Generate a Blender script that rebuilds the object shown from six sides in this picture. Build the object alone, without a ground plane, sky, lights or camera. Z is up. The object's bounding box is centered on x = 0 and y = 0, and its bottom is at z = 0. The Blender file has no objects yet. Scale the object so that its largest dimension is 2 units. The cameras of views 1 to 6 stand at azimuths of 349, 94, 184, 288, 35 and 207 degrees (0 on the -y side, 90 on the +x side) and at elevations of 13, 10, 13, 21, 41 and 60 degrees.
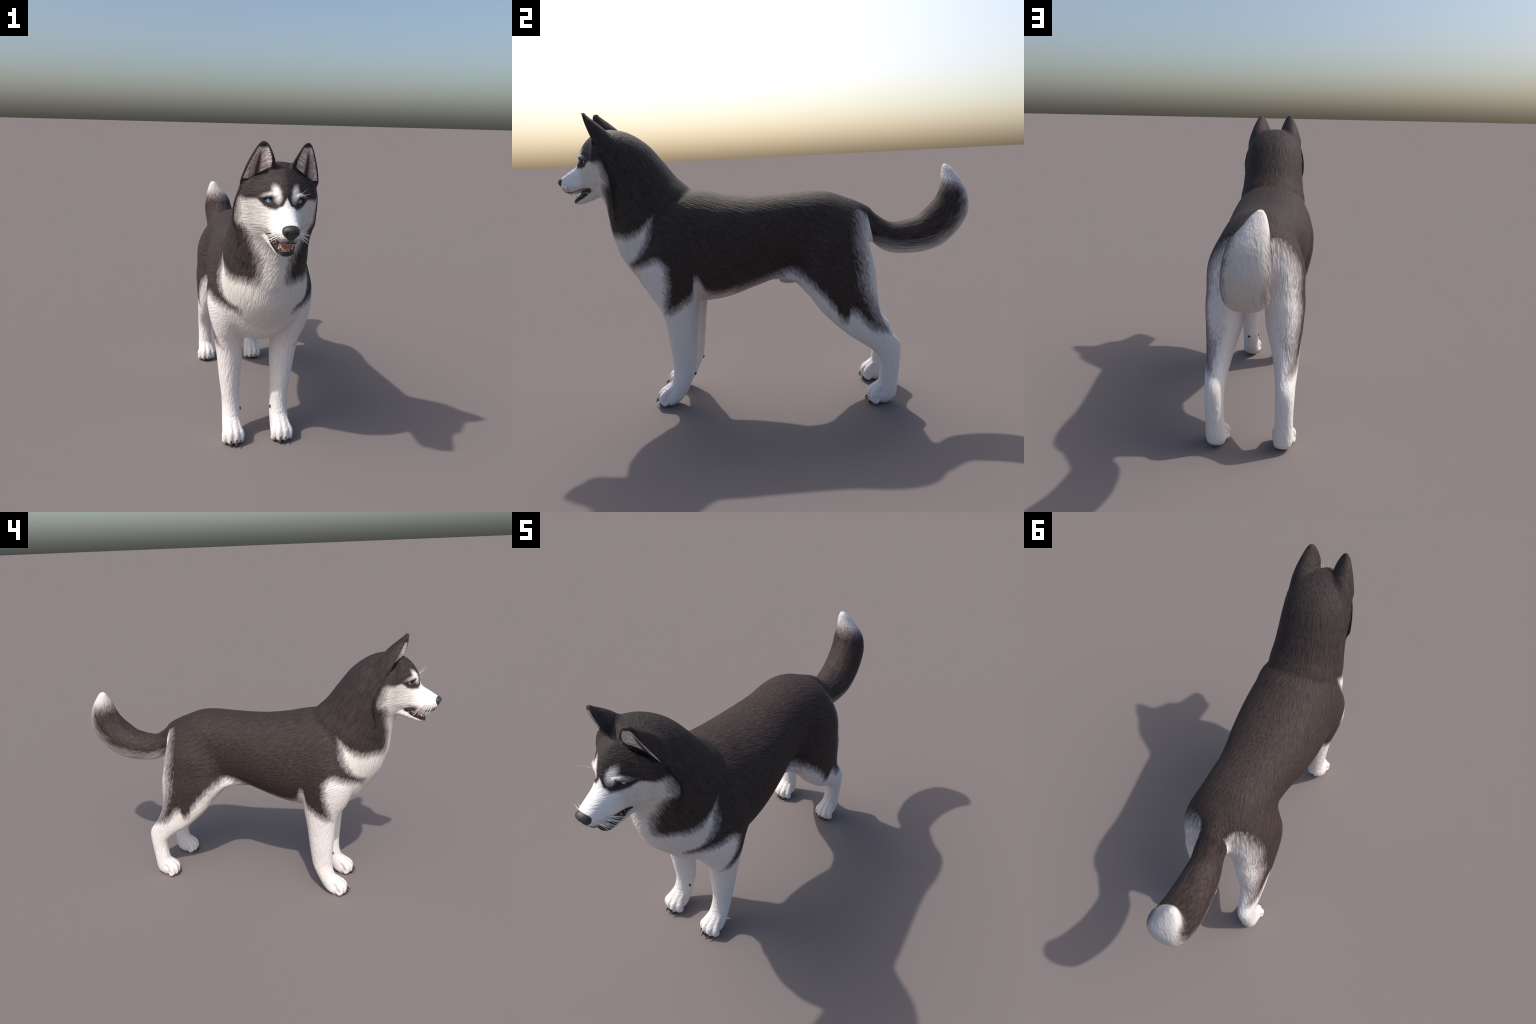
import bpy, math, random
import numpy as np
import openvdb as vdb
from mathutils import Vector, Matrix

random.seed(7)
VOX = 0.0026
XC = -0.0045          # the dog's mid-plane in world x
PI = math.pi

# ----------------------------------------------------------------- helpers
def spline(keys, n):
    """Catmull-Rom through rows of keys (monotone-limited), n samples."""
    K = np.asarray(keys, float)
    m = len(K)
    T = np.zeros_like(K)
    d = K[1:] - K[:-1]
    T[1:-1] = 0.5 * (d[1:] + d[:-1])
    T[0], T[-1] = d[0], d[-1]
    flat = np.zeros_like(K, bool)
    flat[1:-1] = d[1:] * d[:-1] <= 0
    lim = np.zeros_like(K)
    lim[1:-1] = 3 * np.minimum(np.abs(d[1:]), np.abs(d[:-1]))
    lim[0], lim[-1] = np.abs(d[0]) * 3, np.abs(d[-1]) * 3
    T = np.where(flat, T * 0.35, np.clip(T, -lim - 1e-9, lim + 1e-9))
    u = np.linspace(0, m - 1, n)
    i = np.minimum(u.astype(int), m - 2)
    t = (u - i)[:, None]
    return ((2*t**3-3*t**2+1)*K[i] + (t**3-2*t**2+t)*T[i]
            + (-2*t**3+3*t**2)*K[i+1] + (t**3-t**2)*T[i+1])

def tube(rings):
    """Closed mesh (verts, tris) from an array of rings R x N x 3."""
    R = np.asarray(rings, float)
    r, n, _ = R.shape
    V = np.vstack([R.reshape(-1, 3), R[0].mean(0), R[-1].mean(0)])
    i, j = np.meshgrid(np.arange(r-1), np.arange(n), indexing="ij")
    a, b = i*n+j, i*n+(j+1) % n
    c, d = a+n, b+n
    T = [np.stack([a, b, d], -1).reshape(-1, 3), np.stack([a, d, c], -1).reshape(-1, 3)]
    k = np.arange(n)
    T.append(np.stack([(k+1) % n, k, np.full(n, r*n)], -1))
    T.append(np.stack([(r-1)*n+k, (r-1)*n+(k+1) % n, np.full(n, r*n+1)], -1))
    return V, np.vstack(T)

def mirror(mesh):
    V, T = mesh
    return V*np.array([-1, 1, 1]), T[:, ::-1]

def sup(c, e):
    return np.sign(c)*np.abs(c)**(2.0/e)

ANG = np.linspace(0, 2*PI, 112, endpoint=False)

def loft_y(keys, n=90, e=2.2, el=None):
    """Cross-sections across y.  key: y, top, bottom, half width, height of the widest line."""
    rings = []
    for y, zt, zb, w, zw in spline(keys, n):
        ee = np.where(np.sin(ANG) > 0, e, el or e)
        c, s = sup(np.cos(ANG), ee), sup(np.sin(ANG), ee)
        z = np.where(s > 0, zw + s*(zt-zw), zw + s*(zw-zb))
        rings.append(np.stack([w*c, np.full_like(c, y), z], -1))
    return tube(rings)

def loft_z(keys, n=90, e=2.2):
    """Horizontal sections.  key: z, front y, back y, inner x, outer x."""
    rings = []
    for z, yf, yb, xi, xo in spline(keys, n):
        c, s = sup(np.cos(ANG), e), sup(np.sin(ANG), e)
        rings.append(np.stack([(xi+xo)/2 + c*(xo-xi)/2, (yf+yb)/2 + s*(yb-yf)/2, np.full_like(c, z)], -1))
    return tube(rings)

def loft_pairs(keys, n=90, e=2.1, e2=None, wide=0.5):
    """Sections spanned by two points of the side outline.  key: y1,z1 (front/top), y2,z2, half width, x."""
    rings = []
    for y1, z1, y2, z2, w, x in spline(keys, n):
        ee = np.where(np.sin(ANG) > 0, e2 or e, e)
        c, s = sup(np.cos(ANG), ee), sup(np.sin(ANG), ee)
        t = np.where(s > 0, wide+(1-wide)*s, wide+wide*s)
        rings.append(np.stack([x + w*c, y1+(y2-y1)*t, z1+(z2-z1)*t], -1))
    return tube(rings)

def blob(c, r, rot=None, n=28):
    """Ellipsoid with centre c, radii r."""
    u = np.linspace(0.02, PI-0.02, n)
    P = np.stack([np.sin(u)[:, None]*np.cos(ANG), np.sin(u)[:, None]*np.sin(ANG), np.cos(u)[:, None]+0*ANG], -1)*np.asarray(r)
    if rot is not None:
        P = P @ np.array(Matrix.Rotation(rot[1], 3, rot[0])).T
    return tube(P+np.asarray(c))

def limb(pts, radii, n=40, squash=1.0):
    """Round tube along a spine of points with radii, rounded ends."""
    K = spline(np.hstack([np.asarray(pts, float), np.asarray(radii, float)[:, None]]), n)
    P, r = K[:, :3], K[:, 3]
    t = np.gradient(P, axis=0); t /= np.linalg.norm(t, axis=1, keepdims=True)
    up = np.array([1.0, 0, 0])
    b = np.cross(t, up); b /= np.linalg.norm(b, axis=1, keepdims=True)
    a = np.cross(b, t)
    ring = lambda k, off, f: P[k]+t[k]*off*r[k] + r[k]*f*(np.cos(ANG)[:, None]*a[k]*squash+np.sin(ANG)[:, None]*b[k])
    rings = [ring(0, -math.cos(q), math.sin(q)) for q in np.linspace(0.12, PI/2, 6)[:-1]]
    rings += [ring(k, 0, 1) for k in range(n)]
    rings += [ring(n-1, math.cos(q), math.sin(q)) for q in np.linspace(PI/2, 0.12, 6)[1:]]
    return tube(rings)

class Field:
    """Signed distance field on a lattice; parts are joined with a soft union."""
    def __init__(self, lo, hi, vox, band=18):
        self.lo, self.vox, self.band = np.floor(np.asarray(lo)/vox).astype(int), vox, band
        self.n = np.ceil(np.asarray(hi)/vox).astype(int)-self.lo
        self.F = np.full(self.n, band*vox, np.float32)

    def sdf(self, mesh, pad):
        V, T = mesh
        tr = vdb.createLinearTransform(voxelSize=self.vox)
        g = vdb.FloatGrid.createLevelSetFromPolygons(V.astype(np.float32), triangles=T.astype(np.uint32), transform=tr, halfWidth=self.band)
        a = np.maximum(np.floor(V.min(0)/self.vox).astype(int)-pad, self.lo)
        b = np.minimum(np.ceil(V.max(0)/self.vox).astype(int)+pad, self.lo+self.n)
        A = np.empty(b-a, np.float32)
        g.copyToArray(A, ijk=tuple(int(q) for q in a))
        return A, tuple(slice(*q) for q in zip(a-self.lo, b-self.lo))

    def add(self, mesh, k=0.02):
        A, s = self.sdf(mesh, self.band)
        B = self.F[s]
        h = np.maximum(k-np.abs(A-B), 0)/k
        self.F[s] = np.minimum(A, B)-h*h*(k*0.25)

    def cut(self, mesh, k=0.01):
        A, s = self.sdf(mesh, self.band)
        A = -A; B = self.F[s]
        h = np.maximum(k-np.abs(A-B), 0)/k
        self.F[s] = np.maximum(A, B)+h*h*(k*0.25)

    def mesh(self):
        g = vdb.FloatGrid(self.band*self.vox)
        g.copyFromArray(self.F, ijk=tuple(int(q) for q in self.lo))
        g.transform = vdb.createLinearTransform(voxelSize=self.vox)
        P, Q = g.convertToQuads(isovalue=0.0)
        return P.astype(float), Q.astype(int)[:, ::-1]

def relax(P, Q, n, w=0.5):
    E = np.vstack([Q[:, [0, 1]], Q[:, [1, 2]], Q[:, [2, 3]], Q[:, [3, 0]]])
    deg = np.bincount(E.ravel(), minlength=len(P)).astype(float)[:, None]
    def lap(X):
        S = np.stack([np.bincount(E[:, 0], X[E[:, 1], c], len(P))+np.bincount(E[:, 1], X[E[:, 0], c], len(P)) for c in range(3)], -1)
        return S/deg-X
    for _ in range(n):                 # Taubin: smooth without shrinking
        P = P+w*lap(P)
        P = P-(w+0.02)*lap(P)
    return P

# ----------------------------------------------------------------- the dog's masses (mid-plane at x = 0)
torso = loft_y([
    (-0.729, 0.870, 0.790, 0.040, 0.83), (-0.710, 0.930, 0.735, 0.080, 0.83), (-0.665, 0.985, 0.670, 0.138, 0.83),
    (-0.626, 1.010, 0.620, 0.166, 0.82), (-0.59, 1.033, 0.565, 0.187, 0.81), (-0.50, 1.058, 0.520, 0.202, 0.79), (-0.40, 1.064, 0.502, 0.222, 0.78),
    (-0.30, 1.055, 0.505, 0.227, 0.78), (-0.18, 1.031, 0.523, 0.223, 0.79), (-0.05, 1.018, 0.568, 0.207, 0.81),
    (0.05, 1.019, 0.600, 0.186, 0.83), (0.15, 1.024, 0.606, 0.171, 0.85), (0.24, 1.027, 0.612, 0.170, 0.87),
    (0.32, 1.020, 0.620, 0.168, 0.87), (0.40, 0.992, 0.635, 0.156, 0.86), (0.465, 0.958, 0.660, 0.112, 0.83),
    (0.510, 0.925, 0.715, 0.055, 0.80)], 120, 2.18, 1.95)

neck = loft_pairs([
    (-0.805, 1.150, -0.780, 1.351, 0.100, 0), (-0.800, 1.130, -0.742, 1.367, 0.142, 0), (-0.785, 1.060, -0.645, 1.352, 0.163, 0), (-0.764, 1.005, -0.551, 1.292, 0.168, 0),
    (-0.759, 0.950, -0.480, 1.208, 0.173, 0), (-0.756, 0.895, -0.416, 1.124, 0.180, 0), (-0.744, 0.830, -0.352, 1.062, 0.189, 0),
    (-0.700, 0.740, -0.300, 1.000, 0.185, 0)], 70, 1.75, 2.2)

foreleg = loft_z([
    (1.00, -0.47, -0.36, 0.04, 0.150), (0.93, -0.51, -0.35, 0.04, 0.200), (0.85, -0.545, -0.33, 0.04, 0.230),
    (0.77, -0.572, -0.318, 0.05, 0.247), (0.70, -0.582, -0.314, 0.06, 0.247), (0.63, -0.574, -0.318, 0.070, 0.236),
    (0.57, -0.552, -0.316, 0.070, 0.221), (0.52, -0.521, -0.317, 0.068, 0.209), (0.468, -0.499, -0.325, 0.068, 0.200),
    (0.40, -0.488, -0.335, 0.069, 0.190), (0.30, -0.479, -0.346, 0.075, 0.178), (0.21, -0.473, -0.357, 0.077, 0.166),
    (0.16, -0.476, -0.367, 0.075, 0.163), (0.11, -0.492, -0.390, 0.074, 0.164), (0.065, -0.520, -0.412, 0.073, 0.166),
    (0.030, -0.530, -0.437, 0.074, 0.166), (0.004, -0.520, -0.470, 0.085, 0.154)], 120, 2.05)

hindleg = loft_z([
    (0.955, 0.30, 0.39, 0.02, 0.065), (0.925, 0.262, 0.435, 0.02, 0.118), (0.88, 0.238, 0.470, 0.02, 0.178), (0.82, 0.215, 0.493, 0.02, 0.210), (0.75, 0.190, 0.507, 0.03, 0.222),
    (0.68, 0.176, 0.522, 0.035, 0.222), (0.64, 0.172, 0.530, 0.038, 0.225), (0.604, 0.178, 0.532, 0.042, 0.226), (0.572, 0.194, 0.534, 0.046, 0.224), (0.532, 0.218, 0.536, 0.050, 0.221),
    (0.466, 0.264, 0.543, 0.068, 0.215), (0.405, 0.323, 0.564, 0.088, 0.208), (0.349, 0.386, 0.598, 0.101, 0.204),
    (0.305, 0.450, 0.631, 0.109, 0.199), (0.268, 0.502, 0.638, 0.112, 0.197), (0.226, 0.534, 0.635, 0.113, 0.195),
    (0.178, 0.539, 0.630, 0.113, 0.193), (0.111, 0.531, 0.622, 0.110, 0.193), (0.060, 0.515, 0.616, 0.107, 0.194),
    (0.028, 0.510, 0.606, 0.107, 0.190), (0.004, 0.525, 0.575, 0.120, 0.178)], 120, 2.3)

def toes(xs, y0, r, ybase, zk):
    out = []
    cx = sum(xs)/4
    for k, x in enumerate(xs):
        outer = k in (0, 3)
        back, low = (0.012, 0.010) if outer else (0.0, 0.0)
        xb = cx+(x-cx)*0.62
        out.append(limb([(xb, ybase, zk+0.010-low), (xb*0.5+x*0.5, ybase-0.035, zk-r-low), (x, y0+back+r*1.35, 0.056-low*0.5), (x, y0+back+r*1.15, 0.030), (x, y0+back+r*1.7, 0.019)],
                        [r*0.8, r*0.95, r*1.05, r*0.98, r*0.98], 24))
    out.append(blob((cx, y0+0.060, 0.042), (0.045, 0.050, 0.041)))
    return out
FORE_X, HIND_X = (0.083, 0.1065, 0.1335, 0.157), (0.1135, 0.1385, 0.1655, 0.188)
fore_toes = toes(FORE_X, -0.563, 0.0170, -0.475, 0.098)
hind_toes = toes(HIND_X, 0.472, 0.0168, 0.555, 0.098)

tail = loft_pairs([
    (0.430, 0.965, 0.480, 0.800, 0.050, 0.004), (0.503, 0.938, 0.520, 0.778, 0.066, 0.003), (0.548, 0.903, 0.560, 0.740, 0.073, 0.005), (0.602, 0.866, 0.597, 0.718, 0.078, 0.000),
    (0.643, 0.858, 0.648, 0.706, 0.084, -0.003), (0.700, 0.867, 0.716, 0.704, 0.090, -0.007), (0.755, 0.884, 0.790, 0.712, 0.094, -0.011),
    (0.803, 0.924, 0.876, 0.744, 0.094, -0.017), (0.845, 0.967, 0.957, 0.822, 0.093, -0.025), (0.866, 1.010, 0.997, 0.905, 0.089, -0.034),
    (0.874, 1.045, 0.995, 0.975, 0.075, -0.040), (0.878, 1.080, 0.972, 1.040, 0.051, -0.057), (0.885, 1.110, 0.938, 1.094, 0.029, -0.068),
    (0.896, 1.126, 0.916, 1.120, 0.011, -0.074)], 110, 2.0, 2.4, 0.57)

def face_loft(keys, n=70):
    """Wedge-shaped horizontal sections.  key: z, front y, back y, half width, taper power."""
    rings = []
    a = np.linspace(0, 1, 30)
    for z, yf, yb, W, p in spline(keys, n):
        t = np.sin(a*PI/2)                        # 0 at the back rim, 1 at the front
        x = W*(1-t**p)**0.64
        half = np.stack([x, yb+(yf-yb)*t, np.full_like(x, z)], -1)
        back = np.array([[0, yb+0.03, z]])
        rings.append(np.vstack([half, half[-2::-1]*np.array([-1, 1, 1]), back]))
    return tube(rings)

mask = face_loft([
    (1.350, -0.792, -0.745, 0.025, 1.5), (1.336, -0.820, -0.735, 0.066, 1.4), (1.310, -0.849, -0.735, 0.104, 1.25), (1.275, -0.873, -0.730, 0.137, 1.15),
    (1.250, -0.884, -0.722, 0.157, 1.05), (1.215, -0.886, -0.705, 0.171, 1.0), (1.155, -0.880, -0.680, 0.181, 0.95), (1.110, -0.858, -0.680, 0.178, 0.95),
    (1.075, -0.826, -0.685, 0.162, 0.95), (1.045, -0.788, -0.690, 0.155, 0.95), (1.00, -0.765, -0.69, 0.148, 1.0), (0.95, -0.754, -0.69, 0.140, 1.1), (0.925, -0.740, -0.69, 0.12, 1.1)])

muzzle = loft_y([
    (-0.820, 1.230, 1.080, 0.070, 1.130), (-0.860, 1.222, 1.082, 0.064, 1.125), (-0.890, 1.202, 1.074, 0.054, 1.120), (-0.920, 1.185, 1.066, 0.047, 1.115),
    (-0.945, 1.170, 1.066, 0.043, 1.112), (-0.965, 1.157, 1.078, 0.038, 1.115), (-0.980, 1.148, 1.090, 0.028, 1.118)], 50, 2.3)
jaw = loft_y([
    (-0.760, 1.100, 1.055, 0.070, 1.08), (-0.800, 1.092, 1.044, 0.066, 1.07), (-0.830, 1.082, 1.033, 0.058, 1.06), (-0.860, 1.066, 1.023, 0.048, 1.045),
    (-0.890, 1.050, 1.015, 0.040, 1.033), (-0.912, 1.040, 1.015, 0.031, 1.028), (-0.925, 1.034, 1.021, 0.016, 1.028)], 50, 2.3)

def ear_loft(keys, n=40):
    """key: inner edge, outer edge, back (x, y, z each); the front is nearly flat."""
    rings = []
    for K in spline(keys, n):
        i, o, b = K[:3], K[3:6], K[6:9]
        m = (i+o)/2
        a = np.linspace(0, PI, 24)
        arc = m + (i-m)*np.cos(a)[:, None] + (b-m)*(np.sin(a)**1.0)[:, None]
        fr = np.linspace(0, 1, 10)[1:-1, None]
        front = o+(i-o)*fr + (m-b)*0.10*np.sin(fr*PI)
        rings.append(np.vstack([arc, front]))
    return tube(rings)
EAR = np.array([
    (0.083, -0.816, 1.4475, 0.095, -0.812, 1.4470, 0.0885, -0.801, 1.447),
    (0.068, -0.8185, 1.436, 0.108, -0.806, 1.433, 0.090, -0.788, 1.432),
    (0.051, -0.8165, 1.406, 0.124, -0.793, 1.400, 0.093, -0.750, 1.401),
    (0.038, -0.809, 1.375, 0.140, -0.775, 1.362, 0.092, -0.711, 1.366),
    (0.034, -0.793, 1.347, 0.153, -0.757, 1.325, 0.092, -0.676, 1.322),
    (0.040, -0.775, 1.310, 0.162, -0.737, 1.285, 0.092, -0.654, 1.265),
    (0.060, -0.720, 1.260, 0.155, -0.695, 1.240, 0.092, -0.645, 1.215)])
ear = ear_loft(EAR)
def inset(E):
    C = E.copy()
    for n, r in enumerate(C):
        i, o, b = r[:3].copy(), r[3:6].copy(), r[6:9].copy()
        m = (i+o)/2; f = (m-b); f /= np.linalg.norm(f)
        d = (o-i); L = np.linalg.norm(d); d /= L
        qi, qo = min(0.007+0.0032*n, 0.3*L), min(0.0060, 0.3*L)
        r[:3] = i+d*qi+f*0.012; r[3:6] = o-d*qo+f*0.012; r[6:9] = m-f*min(max(np.linalg.norm(m-b)-0.014, 0.001)*0.45, 0.009)
    return C
cav = inset(EAR)[1:6]
cav[-1][[2, 5, 8]] -= 0.002
ear_cavity = ear_loft(cav)

def both(f, m, k, fn="add"):
    getattr(f, fn)(m, k)
    getattr(f, fn)(mirror(m), k)

body = Field((-0.29, -1.03, -0.02), (0.29, 1.03, 1.48), VOX)
body.add(torso, 0.02)
both(body, hindleg, 0.045)
flank_web = limb([(0.085, 0.05, 0.638), (0.105, 0.12, 0.634), (0.125, 0.175, 0.614), (0.138, 0.215, 0.585)], [0.020, 0.022, 0.022, 0.022], 30)
both(body, flank_web, 0.035)
both(body, foreleg, 0.030)
body.add(neck, 0.010)
body.add(mask, 0.014)
body.add(muzzle, 0.030)
both(body, blob((0.092, -0.885, 1.205), (0.030, 0.035, 0.024)), 0.03, 'cut')
body.add(jaw, 0.012)
both(body, blob((0.0700, -0.850, 1.2225), (0.0185, 0.018, 0.0100)), 0.007, 'cut')
both(body, limb([(0.046, -0.868, 1.242), (0.064, -0.851, 1.243), (0.084, -0.828, 1.236)], [0.0055, 0.0075, 0.005], 16), 0.012)
ruff_groove = limb([(0.172, -0.700, 1.235), (0.185, -0.672, 1.170), (0.183, -0.668, 1.110), (0.175, -0.672, 1.050), (0.172, -0.672, 0.985)], [0.006, 0.0105, 0.0115, 0.0095, 0.004], 40)
both(body, ruff_groove, 0.012, "cut")
both(body, ear, 0.014)
both(body, ear_cavity, 0.006, "cut")
for t in fore_toes: both(body, t, 0.0075)
for t in hind_toes: both(body, t, 0.0075)
body.add(tail, 0.035)
body.add(blob((0, 0.116, 0.591), (0.018, 0.050, 0.019)), 0.010)
P, Q = body.mesh()
P = relax(P, Q, 3)
print("body quads", len(Q), P.min(0), P.max(0))

# ----------------------------------------------------------------- materials: a small node language
class S:
    """A float socket with arithmetic."""
    tree = None
    def __init__(self, sock): self.s = sock
    @staticmethod
    def op(kind, *a, clamp=False):
        n = S.tree.nodes.new("ShaderNodeMath"); n.operation = kind; n.use_clamp = clamp
        for i, v in enumerate(a):
            if isinstance(v, S): S.tree.links.new(v.s, n.inputs[i])
            else: n.inputs[i].default_value = v
        return S(n.outputs[0])
    def __add__(a, b): return S.op("ADD", a, b)
    __radd__ = __add__
    def __sub__(a, b): return S.op("SUBTRACT", a, b)
    def __rsub__(a, b): return S.op("SUBTRACT", b, a)
    def __mul__(a, b): return S.op("MULTIPLY", a, b)
    __rmul__ = __mul__
    def __truediv__(a, b): return S.op("DIVIDE", a, b)
def smin(a, b, k=0.012): return S.op("SMOOTH_MIN", a, b, k)
def smax(a, b, k=0.012): return S.op("SMOOTH_MAX", a, b, k)
def ramp(x, a, b):
    n = S.tree.nodes.new("ShaderNodeMapRange"); n.interpolation_type = "SMOOTHSTEP"
    S.tree.links.new(x.s, n.inputs[0]); n.inputs[1].default_value = a; n.inputs[2].default_value = b
    return S(n.outputs[0])
def curve(x, pts):
    """Smooth curve through (input, output) pairs."""
    x0, x1 = pts[0][0], pts[-1][0]
    lo, hi = min(p[1] for p in pts), max(p[1] for p in pts)
    t = S.op("DIVIDE", x-x0, x1-x0, clamp=True)
    n = S.tree.nodes.new("ShaderNodeFloatCurve")
    c = n.mapping.curves[0]
    q = [((a-x0)/(x1-x0), (b-lo)/(hi-lo+1e-9)) for a, b in pts]
    c.points[0].location, c.points[1].location = q[0], q[-1]
    for a in q[1:-1]: c.points.new(*a)
    for p in c.points: p.handle_type = "AUTO_CLAMPED"
    n.mapping.update()
    S.tree.links.new(t.s, n.inputs["Value"])
    return S(n.outputs[0])*(hi-lo)+lo
def vec(*xyz):
    n = S.tree.nodes.new("ShaderNodeCombineXYZ")
    for i, v in enumerate(xyz):
        if isinstance(v, S): S.tree.links.new(v.s, n.inputs[i])
        else: n.inputs[i].default_value = v
    return n.outputs[0]
def noise(v, scale, detail=3.0, rough=0.55):
    n = S.tree.nodes.new("ShaderNodeTexNoise")
    S.tree.links.new(v, n.inputs["Vector"])
    n.inputs["Scale"].default_value = scale; n.inputs["Detail"].default_value = detail; n.inputs["Roughness"].default_value = rough
    return S(n.outputs["Fac"])
def streaks(x, y, z, d, across, along, detail=2.0):
    """Noise drawn out along the lie of the fur d."""
    d = np.asarray(d, float)/np.linalg.norm(d)
    a = (x*d[0]+y*d[1]+z*d[2])*(across-along)
    return noise(vec(x*across-a*d[0], y*across-a*d[1], z*across-a*d[2]), 1.0, detail)
def mix(f, a, b):
    n = S.tree.nodes.new("ShaderNodeMix"); n.data_type = "RGBA"
    if isinstance(f, S): S.tree.links.new(f.s, n.inputs["Factor"])
    else: n.inputs["Factor"].default_value = f
    for sock, v in ((n.inputs[6], a), (n.inputs[7], b)):
        if hasattr(v, "links"): S.tree.links.new(v, sock)
        else: sock.default_value = (*v, 1)
    return n.outputs[2]
def start(name):
    m = bpy.data.materials.new(name); m.use_nodes = True
    S.tree = m.node_tree
    b = m.node_tree.nodes["Principled BSDF"]
    tc = m.node_tree.nodes.new("ShaderNodeTexCoord")
    return m, b, tc.outputs["Object"]
def split(v):
    n = S.tree.nodes.new("ShaderNodeSeparateXYZ"); S.tree.links.new(v, n.inputs[0])
    return S(n.outputs[0]), S(n.outputs[1]), S(n.outputs[2])
def bump(b, h, strength, dist):
    n = S.tree.nodes.new("ShaderNodeBump")
    n.inputs["Strength"].default_value = strength; n.inputs["Distance"].default_value = dist
    S.tree.links.new(h.s, n.inputs["Height"]); S.tree.links.new(n.outputs[0], b.inputs["Normal"])

done = {}
def plain(name, col, rough, noise_scale=180, noise=0.0):
    if name in done: return done[name]
    m, b, p = start(name)
    if noise:
        f = globals()["noise"](p, noise_scale, 3)
        S.tree.links.new(mix(f, tuple(c*(1-noise) for c in col), tuple(min(c*(1+noise), 1) for c in col)), b.inputs["Base Color"])
        bump(b, f, 0.25, 0.001)
    else: b.inputs["Base Color"].default_value = (*col, 1)
    b.inputs["Roughness"].default_value = rough
    done[name] = m
    return m
def skin_material(): return plain("dark_lip_skin", (0.016, 0.013, 0.013), 0.38, 300, 0.35)
def flesh_material(name, col):
    if name in done: return done[name]
    m = plain(name, col, 0.35, 220, 0.2)
    b = m.node_tree.nodes["Principled BSDF"]
    b.inputs["Coat Weight"].default_value = 0.35; b.inputs["Coat Roughness"].default_value = 0.2
    return m
def nose_material():
    m, b, p = start("nose_leather")
    n = S.tree.nodes.new("ShaderNodeTexVoronoi"); n.inputs["Scale"].default_value = 420
    S.tree.links.new(p, n.inputs["Vector"])
    f = S(n.outputs["Distance"])
    S.tree.links.new(mix(f, (0.018, 0.018, 0.020), (0.046, 0.046, 0.050)), b.inputs["Base Color"])
    b.inputs["Roughness"].default_value = 0.50
    bump(b, f, 0.35, 0.0010)
    return m
def eye_material():
    if "eye" in done: return done["eye"]
    m, b, p = start("blue_eye")
    x, y, z = split(p)
    r = S.op("SQRT", x*x+y*y)
    ang = S.op("ARCTAN2", y, x)
    rays = noise(vec(S.op("COSINE", ang)*3.0, S.op("SINE", ang)*3.0, r*60), 4.0, 3)
    iris = mix(rays, (0.13, 0.29, 0.48), (0.44, 0.66, 0.82))
    iris = mix(ramp(y, 0.002, 0.009), iris, (0.05, 0.13, 0.32))  # upper iris painted darker: shadow cast by the upper lid
    iris = mix(ramp(r, 0.0100, 0.0128), iris, (0.012, 0.03, 0.07))
    col = mix(ramp(r, 0.0034, 0.0042), (0.004, 0.004, 0.005), iris)
    col = mix(ramp(r, 0.0126, 0.0134), col, (0.36, 0.30, 0.28))
    S.tree.links.new(col, b.inputs["Base Color"])
    b.inputs["Roughness"].default_value = 0.25
    b.inputs["Coat Weight"].default_value = 1.0; b.inputs["Coat Roughness"].default_value = 0.03
    done["eye"] = m
    return m

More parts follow.
